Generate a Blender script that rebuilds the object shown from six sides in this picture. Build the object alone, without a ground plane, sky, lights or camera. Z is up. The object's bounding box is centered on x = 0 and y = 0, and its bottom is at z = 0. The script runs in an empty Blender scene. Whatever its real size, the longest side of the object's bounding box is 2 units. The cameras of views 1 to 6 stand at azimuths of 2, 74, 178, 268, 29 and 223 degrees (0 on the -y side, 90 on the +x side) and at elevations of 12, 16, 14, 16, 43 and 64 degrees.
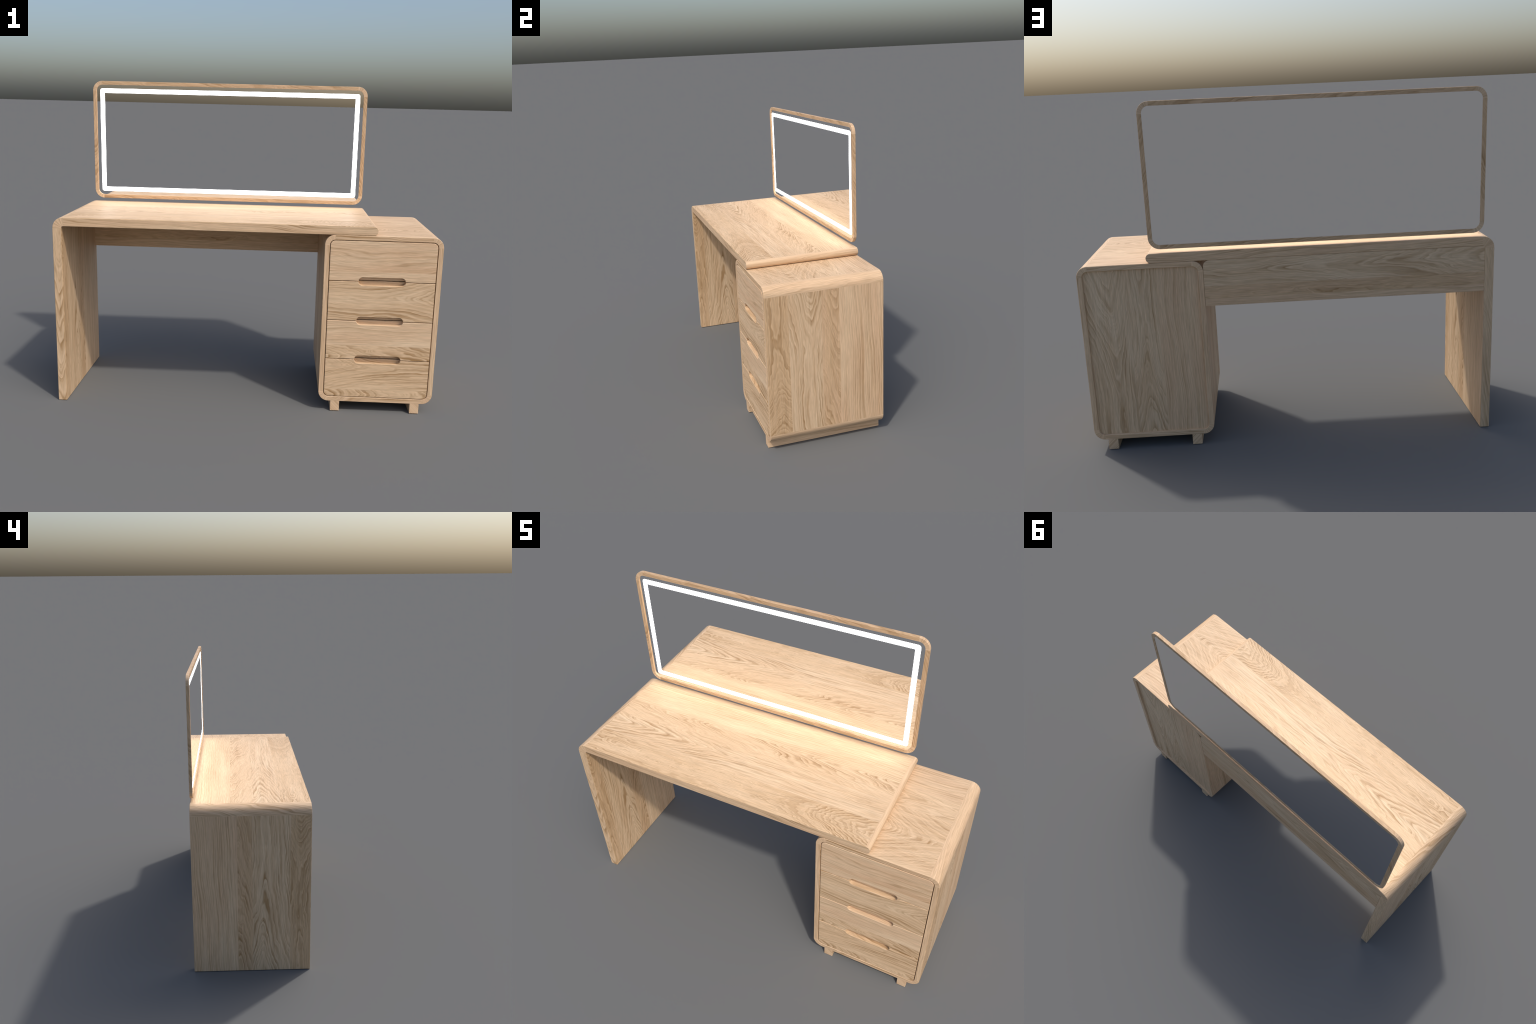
"""Oak dressing table: waterfall desk, four-drawer cabinet and a wide lit mirror."""
import bpy
import math
from mathutils import Vector

# ------------------------------------------------------------------ sizes (m)
FRONT, BACK = -0.3334, 0.3323      # front and back planes of desk and cabinet
CHAMFER = 0.0018

DESK_LEFT, DESK_RIGHT, DESK_TOP = -1.0, 0.666, 1.0
DESK_THICK, DESK_RADIUS, NOSE_RADIUS = 0.0460, 0.057, 0.0205

CAB_LEFT, CAB_RIGHT, CAB_BOTTOM, CAB_TOP = 0.4000, 1.0, 0.0545, 0.9534
CAB_THICK, CAB_RADIUS = 0.0256, 0.0535
DRAWER_GAP = 0.0033
SEAMS = (0.7155, 0.5042, 0.2928)   # heights of the joints between drawers
SLOT_CENTRE, SLOT_HALF_LENGTH, SLOT_RADIUS, SLOT_DEPTH = 0.7003, 0.1202, 0.0215, 0.0240

MIR_LEFT, MIR_RIGHT, MIR_BOTTOM, MIR_TOP = -0.9466, 0.6474, 1.0195, 1.7012
MIR_FRONT, MIR_BACK, MIR_RADIUS, MIR_FRAME = 0.3146, 0.3322, 0.055, 0.0208
LED_INSET, LED_WIDTH = 0.0416, 0.0252


# ------------------------------------------------------------------ materials
def ring_group():
    """Growth rings cut by a flat-sawn board: hyperbolic cathedral arches.

    U runs along the grain, V across it.  Outputs how dark the late wood is
    (0..1) and a slow tone variation (about -1..1).
    """
    g = bpy.data.node_groups.new("growth_rings", "ShaderNodeTree")
    face = g.interface
    for name, default in (("U", 0), ("V", 0), ("Heart", 0), ("Round", 0.02), ("Across", 90),
                          ("Along", 3), ("Since", -9), ("Until", 9), ("Warp", 1.0), ("Wave", 0.3), ("Seed", 0), ("Smear", 0.45), ("Core", 0.0)):
        s = face.new_socket(name, in_out="INPUT", socket_type="NodeSocketFloat")
        s.default_value = default
    face.new_socket("Dark", in_out="OUTPUT", socket_type="NodeSocketFloat")
    face.new_socket("Tone", in_out="OUTPUT", socket_type="NodeSocketFloat")
    face.new_socket("Fibre", in_out="OUTPUT", socket_type="NodeSocketFloat")
    nodes, links = g.nodes, g.links
    gi, go = nodes.new("NodeGroupInput"), nodes.new("NodeGroupOutput")
    I = {s.name: s for s in gi.outputs if s.name}

    def put(socket, value):
        if isinstance(value, (int, float)):
            socket.default_value = value
        else:
            links.new(value, socket)

    def m(op, a, b=0.0, c=0.0, clamp=False):
        n = nodes.new("ShaderNodeMath")
        n.operation, n.use_clamp = op, clamp
        for s, v in zip(n.inputs, (a, b, c)):
            put(s, v)
        return n.outputs[0]

    def noise(x, y, z, scale=1.0, detail=2.0, rough=0.5):
        v = nodes.new("ShaderNodeCombineXYZ")
        for s, val in zip(v.inputs, (x, y, z)):
            put(s, val)
        n = nodes.new("ShaderNodeTexNoise")
        n.inputs["Scale"].default_value = scale
        n.inputs["Detail"].default_value = detail
        n.inputs["Roughness"].default_value = rough
        links.new(v.outputs[0], n.inputs["Vector"])
        return m("SUBTRACT", n.outputs["Fac"], 0.5)

    seed = m("MULTIPLY", I["Seed"], 7.31)
    # the heart line of the board wanders a little along its length
    wander = m("MULTIPLY", noise(m("MULTIPLY", I["U"], 2.2), 0.0, seed, detail=1.0), 0.05)
    off = m("SUBTRACT", m("SUBTRACT", I["V"], I["Heart"]), wander)
    arch = m("SQRT", m("ADD", m("MULTIPLY", off, off), m("MULTIPLY", I["Round"], I["Round"])))
    f = m("MULTIPLY", arch, I["Across"])
    reach = m("SMOOTH_MAX", m("SMOOTH_MIN", I["U"], I["Until"], 0.22), I["Since"], 0.22)
    f = m("ADD", f, m("MULTIPLY", reach, I["Along"]))
    big = noise(m("MULTIPLY", I["U"], 2.6), m("MULTIPLY", I["V"], 11.0), seed, detail=1.0)
    f = m("ADD", f, m("MULTIPLY", big, m("MULTIPLY", I["Warp"], 4.0)))
    small = noise(m("MULTIPLY", I["U"], 13.0), m("MULTIPLY", I["V"], 42.0), m("ADD", seed, 3.3), detail=1.5)
    f = m("ADD", f, m("MULTIPLY", small, m("MULTIPLY", I["Wave"], 4.0)))
    f = m("ADD", f, m("MULTIPLY", I["Seed"], 0.37))

    # the years are unevenly wide
    f = m("ADD", f, m("MULTIPLY", noise(m("MULTIPLY", f, 0.33), 0.0, m("ADD", seed, 2.0), detail=2.0), 3.4))
    t = m("FRACT", f)
    ramp = nodes.new("ShaderNodeValToRGB")
    ramp.color_ramp.interpolation = "EASE"
    stops = ((0.0, 1.0), (0.20, 0.80), (0.52, 0.28), (0.74, 0.0), (0.86, 0.12), (1.0, 1.0))
    el = ramp.color_ramp.elements
    while len(el) < len(stops):
        el.new(0.5)
    for e, (p, v) in zip(el, stops):
        e.position, e.color = p, (v, v, v, 1)
    links.new(t, ramp.inputs[0])
    # some years are strong lines, others barely show
    year = noise(m("MULTIPLY", f, 0.43), m("MULTIPLY", I["U"], 1.3), m("ADD", seed, 9.0), detail=1.0)
    strength = m("MULTIPLY_ADD", year, 2.6, 0.60, clamp=True)
    # and fade out in places
    fade = noise(m("MULTIPLY", I["U"], 3.0), m("MULTIPLY", I["V"], 26.0), m("ADD", seed, 12.0), detail=2.0)
    fade = m("MULTIPLY_ADD", fade, 2.8, 0.72, clamp=True)
    dark = m("MULTIPLY", m("MULTIPLY", ramp.outputs[0], strength), fade)
    # finer lines between the years, also fading in and out
    t2 = m("FRACT", m("MULTIPLY_ADD", f, 2.37, 0.3))
    line2 = m("MULTIPLY_ADD", m("ABSOLUTE", m("SUBTRACT", t2, 0.5)), 2.6, -0.35, clamp=True)
    fade2 = noise(m("MULTIPLY", I["U"], 5.0), m("MULTIPLY", I["V"], 60.0), m("ADD", seed, 15.0), detail=2.0)
    fade2 = m("MULTIPLY_ADD", fade2, 2.4, 0.40, clamp=True)
    dark = m("ADD", dark, m("MULTIPLY", m("MULTIPLY", line2, fade2), 0.50))
    # brown smears that follow the years
    smear = noise(m("MULTIPLY", f, 0.55), m("MULTIPLY", I["U"], 4.5), m("ADD", seed, 21.0), detail=2.0)
    smear = m("MULTIPLY", m("MULTIPLY_ADD", smear, 5.0, -0.55, clamp=True), I["Smear"])
    # the figure weakens away from the heart line
    near = m("SUBTRACT", 1.35, m("MULTIPLY", arch, I["Core"]), clamp=True)
    near = m("MAXIMUM", near, 0.42)
    links.new(m("MULTIPLY", m("MAXIMUM", dark, smear), near), go.inputs["Dark"])
    tone = noise(m("MULTIPLY", I["U"], 1.7), m("MULTIPLY", I["V"], 22.0), m("ADD", seed, 5.0), detail=2.0)
    band = noise(m("MULTIPLY", f, 0.21), m("MULTIPLY", I["U"], 2.0), m("ADD", seed, 31.0), detail=2.0)
    links.new(m("ADD", m("MULTIPLY", tone, 2.0), m("MULTIPLY", band, 1.6)), go.inputs["Tone"])
    fine = noise(m("MULTIPLY", I["U"], 14.0), m("MULTIPLY", I["V"], 300.0), m("ADD", seed, 1.0), detail=3.0, rough=0.6)
    links.new(m("MULTIPLY", fine, 2.0), go.inputs["Fibre"])
    return g


RINGS = ring_group()

# oak colours (linear)
PALE = (0.715, 0.520, 0.332)
BODY = (0.645, 0.445, 0.270)
TAN = (0.602, 0.408, 0.235)
ROSE = (0.655, 0.440, 0.272)
LATE = (0.360, 0.212, 0.094)


def wood(name, u, v, staves, roughness=0.52, centre=None):
    """Oak made of glued staves.

    u, v: (x, y, z, offset) weights that turn Object coordinates into the
    positions along and across the grain.  staves: list of dicts, each with
    'upto' (where it ends across), its ring parameters and its ground colour.
    centre: (x, z) of a bend, to run the grain round it.
    """
    mat = bpy.data.materials.new(name)
    mat.use_nodes = True
    nodes, links = mat.node_tree.nodes, mat.node_tree.links
    nodes.clear()
    out = nodes.new("ShaderNodeOutputMaterial")
    bsdf = nodes.new("ShaderNodeBsdfPrincipled")
    links.new(bsdf.outputs[0], out.inputs[0])
    coord = nodes.new("ShaderNodeTexCoord")

    def math_node(op, a, b=0.0, c=0.0, clamp=False):
        n = nodes.new("ShaderNodeMath")
        n.operation, n.use_clamp = op, clamp
        for s, val in zip(n.inputs, (a, b, c)):
            if isinstance(val, (int, float)):
                s.default_value = val
            else:
                links.new(val, s)
        return n.outputs[0]

    def axis(weights):
        d = nodes.new("ShaderNodeVectorMath")
        d.operation = "DOT_PRODUCT"
        links.new(coord.outputs["Object"], d.inputs[0])
        d.inputs[1].default_value = weights[:3]
        return math_node("ADD", d.outputs["Value"], weights[3])

    U = axis(u)
    if centre:      # across = angle about the bend, times its radius
        dz, dx = axis((0, 0, 1, -centre[1])), axis((1, 0, 0, -centre[0]))
        away = 1.0 if centre[0] > 0.3 else -1.0
        V = math_node("MULTIPLY", math_node("ARCTAN2", dz, math_node("MULTIPLY", dx, away)), 0.05)
    else:
        V = axis(v)

    def mix(fac, a, b):
        n = nodes.new("ShaderNodeMix")
        n.data_type = "RGBA"
        for s, val in ((n.inputs[0], fac), (n.inputs[6], a), (n.inputs[7], b)):
            if isinstance(val, tuple):
                s.default_value = (*val, 1)
            elif isinstance(val, (int, float)):
                s.default_value = val
            else:
                links.new(val, s)
        return n.outputs[2]

    colour, fibre, lower = None, None, None
    for st in staves:
        g = nodes.new("ShaderNodeGroup")
        g.node_tree = RINGS
        links.new(U, g.inputs["U"])
        links.new(V, g.inputs["V"])
        for key in ("Heart", "Round", "Across", "Along", "Since", "Until", "Warp", "Wave", "Seed", "Smear", "Core"):
            if key.lower() in st:
                g.inputs[key].default_value = st[key.lower()]
        ground = st.get("ground", BODY)
        tone = math_node("MULTIPLY_ADD", g.outputs["Tone"], st.get("streak", 0.68), 0.48, clamp=True)
        base = mix(tone, ground, st.get("light", PALE))
        late = math_node("MULTIPLY", g.outputs["Dark"], st.get("contrast", 0.6) * 1.0, clamp=True)
        c = mix(late, base, st.get("late", LATE))
        fib = g.outputs["Fibre"]
        if colour is None:
            colour, fibre = c, fib
        else:
            past = math_node("GREATER_THAN", V, lower)
            colour = mix(past, colour, c)
            fm = nodes.new("ShaderNodeMix")
            links.new(past, fm.inputs[0])
            links.new(fibre, fm.inputs[2])
            links.new(fib, fm.inputs[3])
            fibre = fm.outputs[0]
        lower = st.get("upto", 99.0)
    # fine fibres lighten and darken the ground slightly
    gain = math_node("MULTIPLY_ADD", fibre, 0.38, 1.0)
    sc = nodes.new("ShaderNodeVectorMath")
    sc.operation = "SCALE"
    links.new(colour, sc.inputs[0])
    links.new(gain, sc.inputs["Scale"])
    links.new(sc.outputs[0], bsdf.inputs["Base Color"])
    bsdf.inputs["Roughness"].default_value = roughness
    bsdf.inputs["Specular IOR Level"].default_value = 0.35
    return mat


CREAM = (0.735, 0.552, 0.365)


def swirl(seed, **kw):
    """Board with restless, wavy arches."""
    return dict(dict(smear=0.6, round=0.016, across=58, along=-36, warp=0.9, wave=0.42, seed=seed, ground=TAN, light=BODY, contrast=1.05), **kw)


def straight(seed, **kw):
    """Quarter-sawn looking board: fine, almost straight lines."""
    return dict(dict(smear=0.25, heart=0.5, round=0.02, across=74, along=1.0, warp=0.55, wave=0.12, seed=seed, ground=ROSE,
                     light=PALE, contrast=0.70), **kw)


def cathedral(seed, **kw):
    """Flat-sawn board: a row of pointed arches about the heart line."""
    return dict(dict(core=4.0, round=0.012, across=54, along=12, warp=0.7, wave=0.24, seed=seed, ground=BODY, light=CREAM,
                     contrast=1.0), **kw)


def eyes(seed, **kw):
    """Dark half arches and long eyes along one edge."""
    return dict(dict(smear=0.85, round=0.012, across=54, along=-15.0, warp=1.3, wave=0.34, core=10.0, seed=seed, ground=TAN, light=ROSE,
                     contrast=1.05), **kw)


oak_top = wood("oak_desktop", (1, 0, 0, 0), (0, 1, 1.0, -1.0), [
    swirl(1, light=PALE, upto=-0.172, heart=-0.238, since=0.22, along=-30, wave=0.62, warp=1.25, contrast=0.95),
    cathedral(2, upto=-0.020, heart=-0.066, until=-0.22, contrast=0.85),
    eyes(3, upto=0.113, heart=0.110, ground=BODY, light=PALE),
    straight(4, ground=BODY, light=(0.735, 0.540, 0.340), contrast=0.52)])
oak_leg = wood("oak_leg_panel", (0, 0, 1, 0), (1, 1, 0, 1.0), [
    swirl(21, contrast=0.9, upto=-0.218, heart=-0.268, since=0.70),
    cathedral(22, upto=-0.006, heart=-0.070, until=0.55),
    eyes(23, smear=0.4, upto=0.077, heart=0.074, along=14),
    straight(24, along=3, heart=0.7)])
oak_cab_side = wood("oak_cabinet_side", (0, 0, 1, 0), (-1, 1, 0, 1.0), [
    swirl(41, upto=-0.208, heart=-0.268, along=34, until=0.46),
    cathedral(42, contrast=0.9, upto=-0.022, heart=-0.085, along=-12, since=0.62),
    eyes(43, upto=0.076, heart=0.074),
    straight(44, along=-2.5, heart=0.6)])
oak_cab_inner = wood("oak_cabinet_inner_side", (0, 0, 1, 0), (1, 1, 0, -CAB_LEFT), [
    swirl(61, upto=-0.21, heart=-0.27, since=0.5),
    cathedral(62, upto=-0.02, heart=-0.08, until=0.5),
    eyes(63, upto=0.08, heart=0.075),
    straight(64)])
oak_cab_top = wood("oak_cabinet_top", (1, 0, 0, 0), (0, 1, 1, -CAB_TOP), [
    cathedral(31, contrast=0.85, upto=0.020, heart=-0.125, round=0.034, across=60, along=30, since=0.50, until=0.93, wave=0.25,
              warp=0.6, light=PALE),
    eyes(33, upto=0.15, heart=0.085, along=8, warp=1.6, ground=BODY, light=PALE),
    straight(34, across=60, warp=0.9)])
oak_apron = wood("oak_apron", (1, 0, 0, 0), (0, 0.6, 1, -0.85 - 0.6 * BACK), [
    straight(70, upto=-0.088, contrast=0.4),
    eyes(72, upto=-0.025, heart=-0.075, along=3.0),
    cathedral(71, heart=0.050, until=0.15, along=10, warp=1.0, contrast=0.8)])
oak_back = wood("oak_back_panel", (0, 0, 1, 0), (1, 0.5, 0, -0.7 - 0.5 * BACK), [
    straight(81, upto=-0.075, contrast=0.5, smear=0.1),
    cathedral(80, smear=0.15, contrast=0.72, upto=0.065, heart=0.000, along=13, until=0.55),
    cathedral(82, smear=0.15, contrast=0.72, heart=0.150, along=-16, since=0.45, wave=0.2)])
oak_foot = wood("oak_foot", (0, 1, 0, 0), (1, 0, 1, 0), [straight(90)])
oak_rail = wood("oak_mirror_rail", (1, 0, 0, 0), (0, 1, 1, 0), [eyes(95, heart=0.6, along=12, warp=1.5, core=0.0, contrast=0.95)])
oak_stile = wood("oak_mirror_stile", (0, 0, 1, 0), (1, 1, 0, 0), [eyes(97, heart=0.3, along=26, warp=0.9, core=0.0, contrast=0.95)])


oak_edge = wood("oak_board_edge", (1, 0, 0, 0), (0, 0.3, 1, 0),
                [straight(120, heart=0.2, across=72, along=4.5, warp=1.0, wave=0.12, contrast=0.85)])
oak_edge_up = wood("oak_panel_edge", (0, 0, 1, 0), (1, 0.3, 0, 0.976),
                   [cathedral(124, heart=-0.1, along=-12, wave=0.2, warp=0.8, light=PALE)])
oak_edge_side = wood("oak_cabinet_edge", (0, 0, 1, 0), (1, 0.3, 0, 0),
                     [straight(127, heart=0.1, across=60, along=3, warp=0.9, contrast=0.6)])


def corner_oak(cx, cz, seed, **look):
    """Rounded corner piece: the grain runs front to back, its lines fan out from the bend."""
    return wood("oak_corner_joint", (0, 1, 0, 0), None,
                [straight(seed, **dict(dict(heart=0.4, across=62, along=6, warp=1.1, wave=0.2, contrast=0.55), **look))],
                centre=(cx, cz))


def drawer_oak(i):
    looks = (
        [straight(101, upto=-0.055, across=60, warp=1.0, wave=0.2, contrast=0.6, light=CREAM),
         straight(102, across=55, warp=1.1, wave=0.16, contrast=0.65, light=CREAM)],
        [cathedral(104, heart=0.020, along=-16, since=0.74, warp=0.9, wave=0.2)],
        [eyes(108, upto=-0.030, heart=-0.094, along=15, warp=1.2, wave=0.4, ground=BODY, light=PALE, core=10),
         straight(109, across=62, warp=0.7, wave=0.16, contrast=0.6, light=CREAM)],
        [eyes(111, upto=-0.066, heart=-0.092, along=18, wave=0.3, ground=BODY, light=PALE, core=6),
         cathedral(112, heart=0.066, along=20, until=0.66, warp=0.7, light=PALE)],
    )
    centres = (0.82, 0.61, 0.40, 0.19)
    return wood("oak_drawer_front", (1, 0, 0, 0), (0, 0.5, 1, -0.5 * FRONT - centres[i]), looks[i])


def plain(name, colour, **kw):
    mat = bpy.data.materials.new(name)
    mat.use_nodes = True
    b = mat.node_tree.nodes["Principled BSDF"]
    b.inputs["Base Color"].default_value = (*colour, 1)
    for k, val in kw.items():
        b.inputs[k.replace("_", " ")].default_value = val
    return mat


mirror_glass = plain("silvered_glass", (0.985, 0.985, 0.985), Metallic=1.0, Roughness=0.0)
led_white = plain("white_light_strip", (1, 1, 1), Roughness=0.6)
_b = led_white.node_tree.nodes["Principled BSDF"]
_b.inputs["Emission Color"].default_value = (1.0, 1.0, 1.0, 1)
_b.inputs["Emission Strength"].default_value = 5.2


# ------------------------------------------------------------------ building
def make(name, verts, faces, mats, indices=None, parent=None):
    me = bpy.data.meshes.new(name)
    me.from_pydata(verts, [], faces)
    for mt in mats:
        me.materials.append(mt)
    if indices:
        me.polygons.foreach_set("material_index", indices)
    me.polygons.foreach_set("use_smooth", [True] * len(me.polygons))
    me.update()
    import bmesh
    bm = bmesh.new()
    bm.from_mesh(me)
    bmesh.ops.recalc_face_normals(bm, faces=bm.faces)
    bm.to_mesh(me)
    bm.free()
    me.set_sharp_from_angle(angle=math.radians(28))
    ob = bpy.data.objects.new(name, me)
    bpy.context.scene.collection.objects.link(ob)
    if parent:
        ob.parent = parent
    return ob


def sweep(stations, y0, y1, closed, chamfer=CHAMFER, edge=None):
    """Run a chamfered rectangular section through (outer, inner, slot) stations in the xz plane."""
    verts, faces, slots = [], [], []
    for o, i, _ in stations:
        o, i = Vector(o), Vector(i)
        c = chamfer / (o - i).length
        for n, y in ((c, y0), (0, y0 + chamfer), (0, y1 - chamfer), (c, y1),
                     (1 - c, y1), (1, y1 - chamfer), (1, y0 + chamfer), (1 - c, y0)):
            p = o.lerp(i, n)
            verts.append((p.x, y, p.y))
    k = len(stations)
    for a in range(k if closed else k - 1):
        b = (a + 1) % k
        for j in range(8):
            jj = (j + 1) % 8
            faces.append((a * 8 + j, a * 8 + jj, b * 8 + jj, b * 8 + j))
            slot = stations[a][2]      # front and back edges may show another cut of the grain
            slots.append(edge.get(slot, slot) if edge and j in (3, 7) else slot)
    if not closed:
        faces.append(tuple(range(8)))
        slots.append(stations[0][2])
        faces.append(tuple((k - 1) * 8 + j for j in range(8)))
        slots.append(stations[-2][2])
    return verts, faces, slots


def arc(cx, cz, r, start, end, steps):
    return [(cx + r * math.cos(math.radians(start + (end - start) * s / steps)),
             cz + r * math.sin(math.radians(start + (end - start) * s / steps))) for s in range(steps + 1)]


def ring_stations(l, r, b, t, radius, thick, slot_of, steps=14, inner_radius=None):
    """Rounded rectangle, anticlockwise from the bottom left corner; slot_of names the material per run."""
    st = []
    ir = radius - thick if inner_radius is None else inner_radius
    corners = ((l, b, 1, 1, 180, "bl", "bottom"), (r, b, -1, 1, 270, "br", "right"),
               (r, t, -1, -1, 0, "tr", "top"), (l, t, 1, -1, 90, "tl", "left"))
    for x, z, sx, sz, a0, corner, run in corners:
        outer = arc(x + sx * radius, z + sz * radius, radius, a0, a0 + 90, steps)
        if ir > 1e-5:
            q = thick + ir
            inner = arc(x + sx * q, z + sz * q, ir, a0, a0 + 90, steps)
        else:
            inner = [(x + sx * thick, z + sz * thick)] * (steps + 1)
        for s in range(steps + 1):
            st.append((outer[s], inner[s], slot_of[corner] if s < steps else slot_of[run]))
    return st


def ring_corners(l, r, b, t, radius, seed):
    """Corner materials of a rounded frame in the order bottom left, bottom right, top right, top left."""
    return [corner_oak(x, z, seed + i) for i, (x, z) in enumerate((
        (l + radius, b + radius), (r - radius, b + radius), (r - radius, t - radius), (l + radius, t - radius)))]


def slab(outline, y0, y1, chamfer=CHAMFER):
    """Board with a polygonal outline in the xz plane (anticlockwise seen from the front), chamfered in front.

    The chamfer keeps to straight or convex-ish outlines: each point moves along its corner bisector."""
    n = len(outline)
    pts = [Vector(p) for p in outline]
    inset = []
    for i in range(n):
        e0 = (pts[i] - pts[i - 1]).normalized()
        e1 = (pts[(i + 1) % n] - pts[i]).normalized()
        n0, n1 = Vector((-e0.y, e0.x)), Vector((-e1.y, e1.x))
        bis = n0 + n1
        inset.append(pts[i] + bis * (chamfer / max(0.35, 1 + n0.dot(n1))))
    verts = [(p.x, y0, p.y) for p in inset] + [(p.x, y0 + chamfer, p.y) for p in pts] + [(p.x, y1, p.y) for p in pts]
    faces = [tuple(range(n)), tuple(2 * n + i for i in range(n))[::-1]]
    for i in range(n):
        j = (i + 1) % n
        faces.append((i, n + i, n + j, j))
        faces.append((n + i, 2 * n + i, 2 * n + j, n + j))
    return verts, faces


def box(x0, x1, y0, y1, z0, z1, c=CHAMFER):
    """Box with all edges chamfered (chamfered slab front and back)."""
    out = [(x0, z0 + c), (x0 + c, z0), (x1 - c, z0), (x1, z0 + c), (x1, z1 - c), (x1 - c, z1), (x0 + c, z1), (x0, z1 - c)]
    ins = [(x0 + c, z0 + 2 * c), (x0 + 2 * c, z0 + c), (x1 - 2 * c, z0 + c), (x1 - c, z0 + 2 * c),
           (x1 - c, z1 - 2 * c), (x1 - 2 * c, z1 - c), (x0 + 2 * c, z1 - c), (x0 + c, z1 - 2 * c)]
    rows = [[(x, y0, z) for x, z in ins], [(x, y0 + c, z) for x, z in out],
            [(x, y1 - c, z) for x, z in out], [(x, y1, z) for x, z in ins]]
    verts = [p for r in rows for p in r]
    faces = [tuple(range(8)), tuple(range(31, 23, -1))]
    for r in range(3):
        for i in range(8):
            j = (i + 1) % 8
            faces.append((r * 8 + i, r * 8 + 8 + i, r * 8 + 8 + j, r * 8 + j))
    return verts, faces


def joined(*parts):
    verts, faces = [], []
    for v, f in parts:
        k = len(verts)
        verts += v
        faces += [tuple(i + k for i in fc) for fc in f]
    return verts, faces


root = bpy.data.objects.new("dressing_table", None)
bpy.context.scene.collection.objects.link(root)
root["label"] = "pale oak dressing table with drawers and lit mirror"
root["category"] = "dressing table"

# ---- desk: top board that turns down into a side panel -----------------------
T, R = DESK_THICK, DESK_RADIUS
leg_x, leg_top = DESK_LEFT + R, DESK_TOP - R
leg = [((DESK_LEFT, z), (DESK_LEFT + T, z), 0) for z in (0.0, 0.0)]
leg = [((DESK_LEFT + 0.0012, 0.0), (DESK_LEFT + T - 0.0012, 0.0), 0),
       ((DESK_LEFT, 0.0012), (DESK_LEFT + T, 0.0012), 0),
       ((DESK_LEFT, leg_top), (DESK_LEFT + T, leg_top), 0)]
v, f, s = sweep(leg, FRONT, BACK, False, edge={0: 1})
make("side_panel", v, f, [oak_leg, oak_edge_up], s, parent=root)

bend = [(o, i, 0) for o, i in zip(arc(leg_x, leg_top, R, 180, 90, 16), arc(leg_x, leg_top, R - T, 180, 90, 16))]
bend[-1] = (*bend[-1][:2], 1)
nose = []
for k in range(9):
    a = math.radians(90 * k / 8)
    drop = NOSE_RADIUS * (1 - math.cos(a))
    x = DESK_RIGHT - NOSE_RADIUS + NOSE_RADIUS * math.sin(a)
    nose.append(((x, DESK_TOP - drop), (x, DESK_TOP - T + drop), 3))
oak_nose = corner_oak(DESK_RIGHT - NOSE_RADIUS, DESK_TOP - T / 2, 52, ground=ROSE)
v, f, s = sweep(bend + nose, FRONT, BACK, False, edge={1: 2, 3: 2})
make("desktop", v, f, [corner_oak(leg_x, leg_top, 51, along=15, across=58, warp=1.6, contrast=0.85), oak_top, oak_edge, oak_nose], s, parent=root)

apron_r, al, ar, ab, at = 0.030, DESK_LEFT + T, CAB_LEFT - 0.0006, 0.7274, DESK_TOP - T - 0.0006
outline = [(al, ab), (ar, ab)] + arc(ar - apron_r, at - apron_r, apron_r, 0, 90, 8) + [(al, at)]
v, f = slab([(-x, z) for x, z in outline][::-1], 0.0, 0.0285, 0.0008)
v = [(-x, BACK - 0.0004 - y, z) for x, y, z in v]      # chamfered face looks to the back
make("apron", v, f, [oak_apron], parent=root)

# ---- drawer cabinet -----------------------------------------------------------
slots = dict(bl=2, bottom=0, br=3, right=1, tr=4, top=0, tl=5, left=6)
v, f, s = sweep(ring_stations(CAB_LEFT, CAB_RIGHT, CAB_BOTTOM, CAB_TOP, CAB_RADIUS, CAB_THICK, slots),
                FRONT, BACK, True, edge={0: 7, 1: 8, 6: 8})
cabinet = make("cabinet", v, f, [oak_cab_top, oak_cab_side, *ring_corners(CAB_LEFT, CAB_RIGHT, CAB_BOTTOM, CAB_TOP, CAB_RADIUS, 53), oak_cab_inner, oak_edge, oak_edge_side], s, parent=root)

il, ir_, ib, it = CAB_LEFT + CAB_THICK, CAB_RIGHT - CAB_THICK, CAB_BOTTOM + CAB_THICK, CAB_TOP - CAB_THICK
ri = CAB_RADIUS - CAB_THICK
e = 0.0005
panel = (arc(il + ri, ib + ri, ri + e, 180, 270, 8) + arc(ir_ - ri, ib + ri, ri + e, 270, 360, 8)
         + arc(ir_ - ri, it - ri, ri + e, 0, 90, 8) + arc(il + ri, it - ri, ri + e, 90, 180, 8))
v, f = slab(panel, 0.300, BACK - 0.0115, 0.0005)
make("back_panel", v, f, [oak_back], parent=cabinet)

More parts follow.
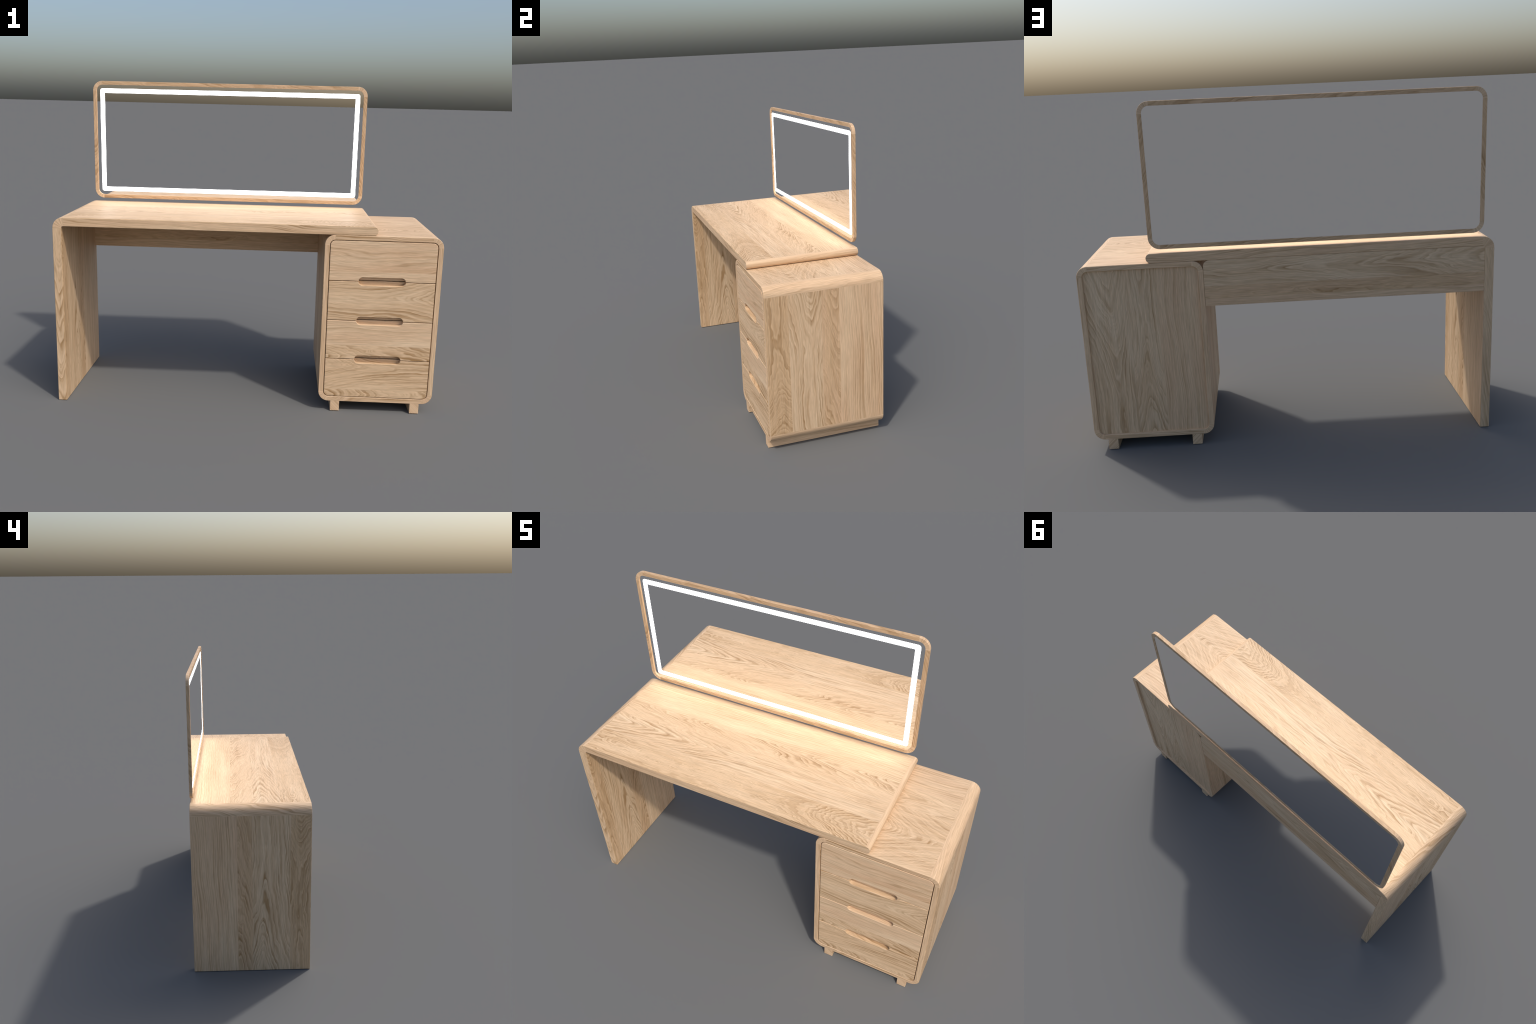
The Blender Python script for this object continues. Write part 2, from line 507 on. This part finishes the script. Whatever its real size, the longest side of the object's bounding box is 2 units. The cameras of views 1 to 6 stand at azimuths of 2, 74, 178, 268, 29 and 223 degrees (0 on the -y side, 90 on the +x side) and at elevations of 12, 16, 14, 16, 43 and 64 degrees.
# drawers: a front with half of the finger slot cut into each meeting edge
gl, gr, gb, gt = il + DRAWER_GAP, ir_ - DRAWER_GAP, ib + DRAWER_GAP, it - DRAWER_GAP
rd = ri - DRAWER_GAP
half = 0.0016
edges = [gt, *SEAMS, gb]
sx0, sx1 = SLOT_CENTRE - SLOT_HALF_LENGTH + SLOT_RADIUS, SLOT_CENTRE + SLOT_HALF_LENGTH - SLOT_RADIUS
first_angle = math.degrees(math.asin(half / SLOT_RADIUS))
for i in range(4):
    hi, lo = edges[i] - (half if i else 0), edges[i + 1] + (half if i < 3 else 0)
    o, plate = [], []
    if i < 3:        # lower edge with a slot, left to right
        o += [(gl, lo)]
        o += arc(sx0, SEAMS[i], SLOT_RADIUS, 180 - first_angle, 90, 16)
        o += arc(sx1, SEAMS[i], SLOT_RADIUS, 90, first_angle, 16)
        o += [(gr, lo)]
        plate += [(gl, lo + 0.0010), (gr, lo + 0.0010)]
    else:
        low = arc(gl + rd, gb + rd, rd, 180, 270, 8) + arc(gr - rd, gb + rd, rd, 270, 360, 8)
        o += low
        plate += low
    if i > 0:        # upper edge with a slot, right to left
        o += [(gr, hi)]
        o += arc(sx1, SEAMS[i - 1], SLOT_RADIUS, -first_angle, -90, 16)
        o += arc(sx0, SEAMS[i - 1], SLOT_RADIUS, -90, -180 + first_angle, 16)
        o += [(gl, hi)]
        plate += [(gr, hi), (gl, hi)]
    else:
        up = arc(gr - rd, gt - rd, rd, 0, 90, 8) + arc(gl + rd, gt - rd, rd, 90, 180, 8)
        o += up
        plate += up
    front = slab(o, FRONT - 0.0001, FRONT + SLOT_DEPTH + 0.004, 0.0017)
    rear = slab(plate, FRONT + SLOT_DEPTH, FRONT + SLOT_DEPTH + 0.006, 0.0004)
    tray = box(gl + 0.01, gr - 0.01, FRONT + SLOT_DEPTH + 0.0045, 0.26, lo + 0.02, hi - 0.03)
    v, f = joined(front, rear, tray)
    make("drawer", v, f, [drawer_oak(i)], parent=cabinet)

for x0, x1 in ((0.4660, 0.5135), (0.8865, 0.9345)):
    v, f = box(x0, x1, FRONT + 0.0005, BACK - 0.0005, 0.0, CAB_BOTTOM + 0.003, 0.0009)
    make("foot", v, f, [oak_foot], parent=cabinet)

# ---- mirror -------------------------------------------------------------------
slots = dict(bl=2, bottom=0, br=3, right=1, tr=4, top=0, tl=5, left=1)
glass_front = MIR_FRONT + 0.0055
ri = MIR_RADIUS - MIR_FRAME + 0.001
q = MIR_FRAME - 0.001
ml, mr, mb, mt = MIR_LEFT + q, MIR_RIGHT - q, MIR_BOTTOM + q, MIR_TOP - q
glass = (arc(ml + ri, mb + ri, ri, 180, 270, 12) + arc(mr - ri, mb + ri, ri, 270, 360, 12)
         + arc(mr - ri, mt - ri, ri, 0, 90, 12) + arc(ml + ri, mt - ri, ri, 90, 180, 12))
v, f = slab(glass, glass_front, MIR_BACK - 0.0016, 0.0003)
mirror = make("mirror", v, f, [mirror_glass], parent=root)
mirror.data.polygons.foreach_set("use_smooth", [False] * len(mirror.data.polygons))

v, f, s = sweep(ring_stations(MIR_LEFT, MIR_RIGHT, MIR_BOTTOM, MIR_TOP, MIR_RADIUS, MIR_FRAME, slots, 12),
                MIR_FRONT, MIR_BACK, True, 0.0010)
make("mirror_frame", v, f, [oak_rail, oak_stile, *ring_corners(MIR_LEFT, MIR_RIGHT, MIR_BOTTOM, MIR_TOP, MIR_RADIUS, 57)], s, parent=mirror)

slots = {k: 0 for k in slots}
k = LED_INSET
v, f, s = sweep(ring_stations(MIR_LEFT + k, MIR_RIGHT - k, MIR_BOTTOM + k, MIR_TOP - k, MIR_RADIUS - k, LED_WIDTH,
                              slots, 8, inner_radius=0.0), glass_front - 0.0008, glass_front + 0.001, True, 0.0002)
make("light_strip", v, f, [led_white], s, parent=mirror)
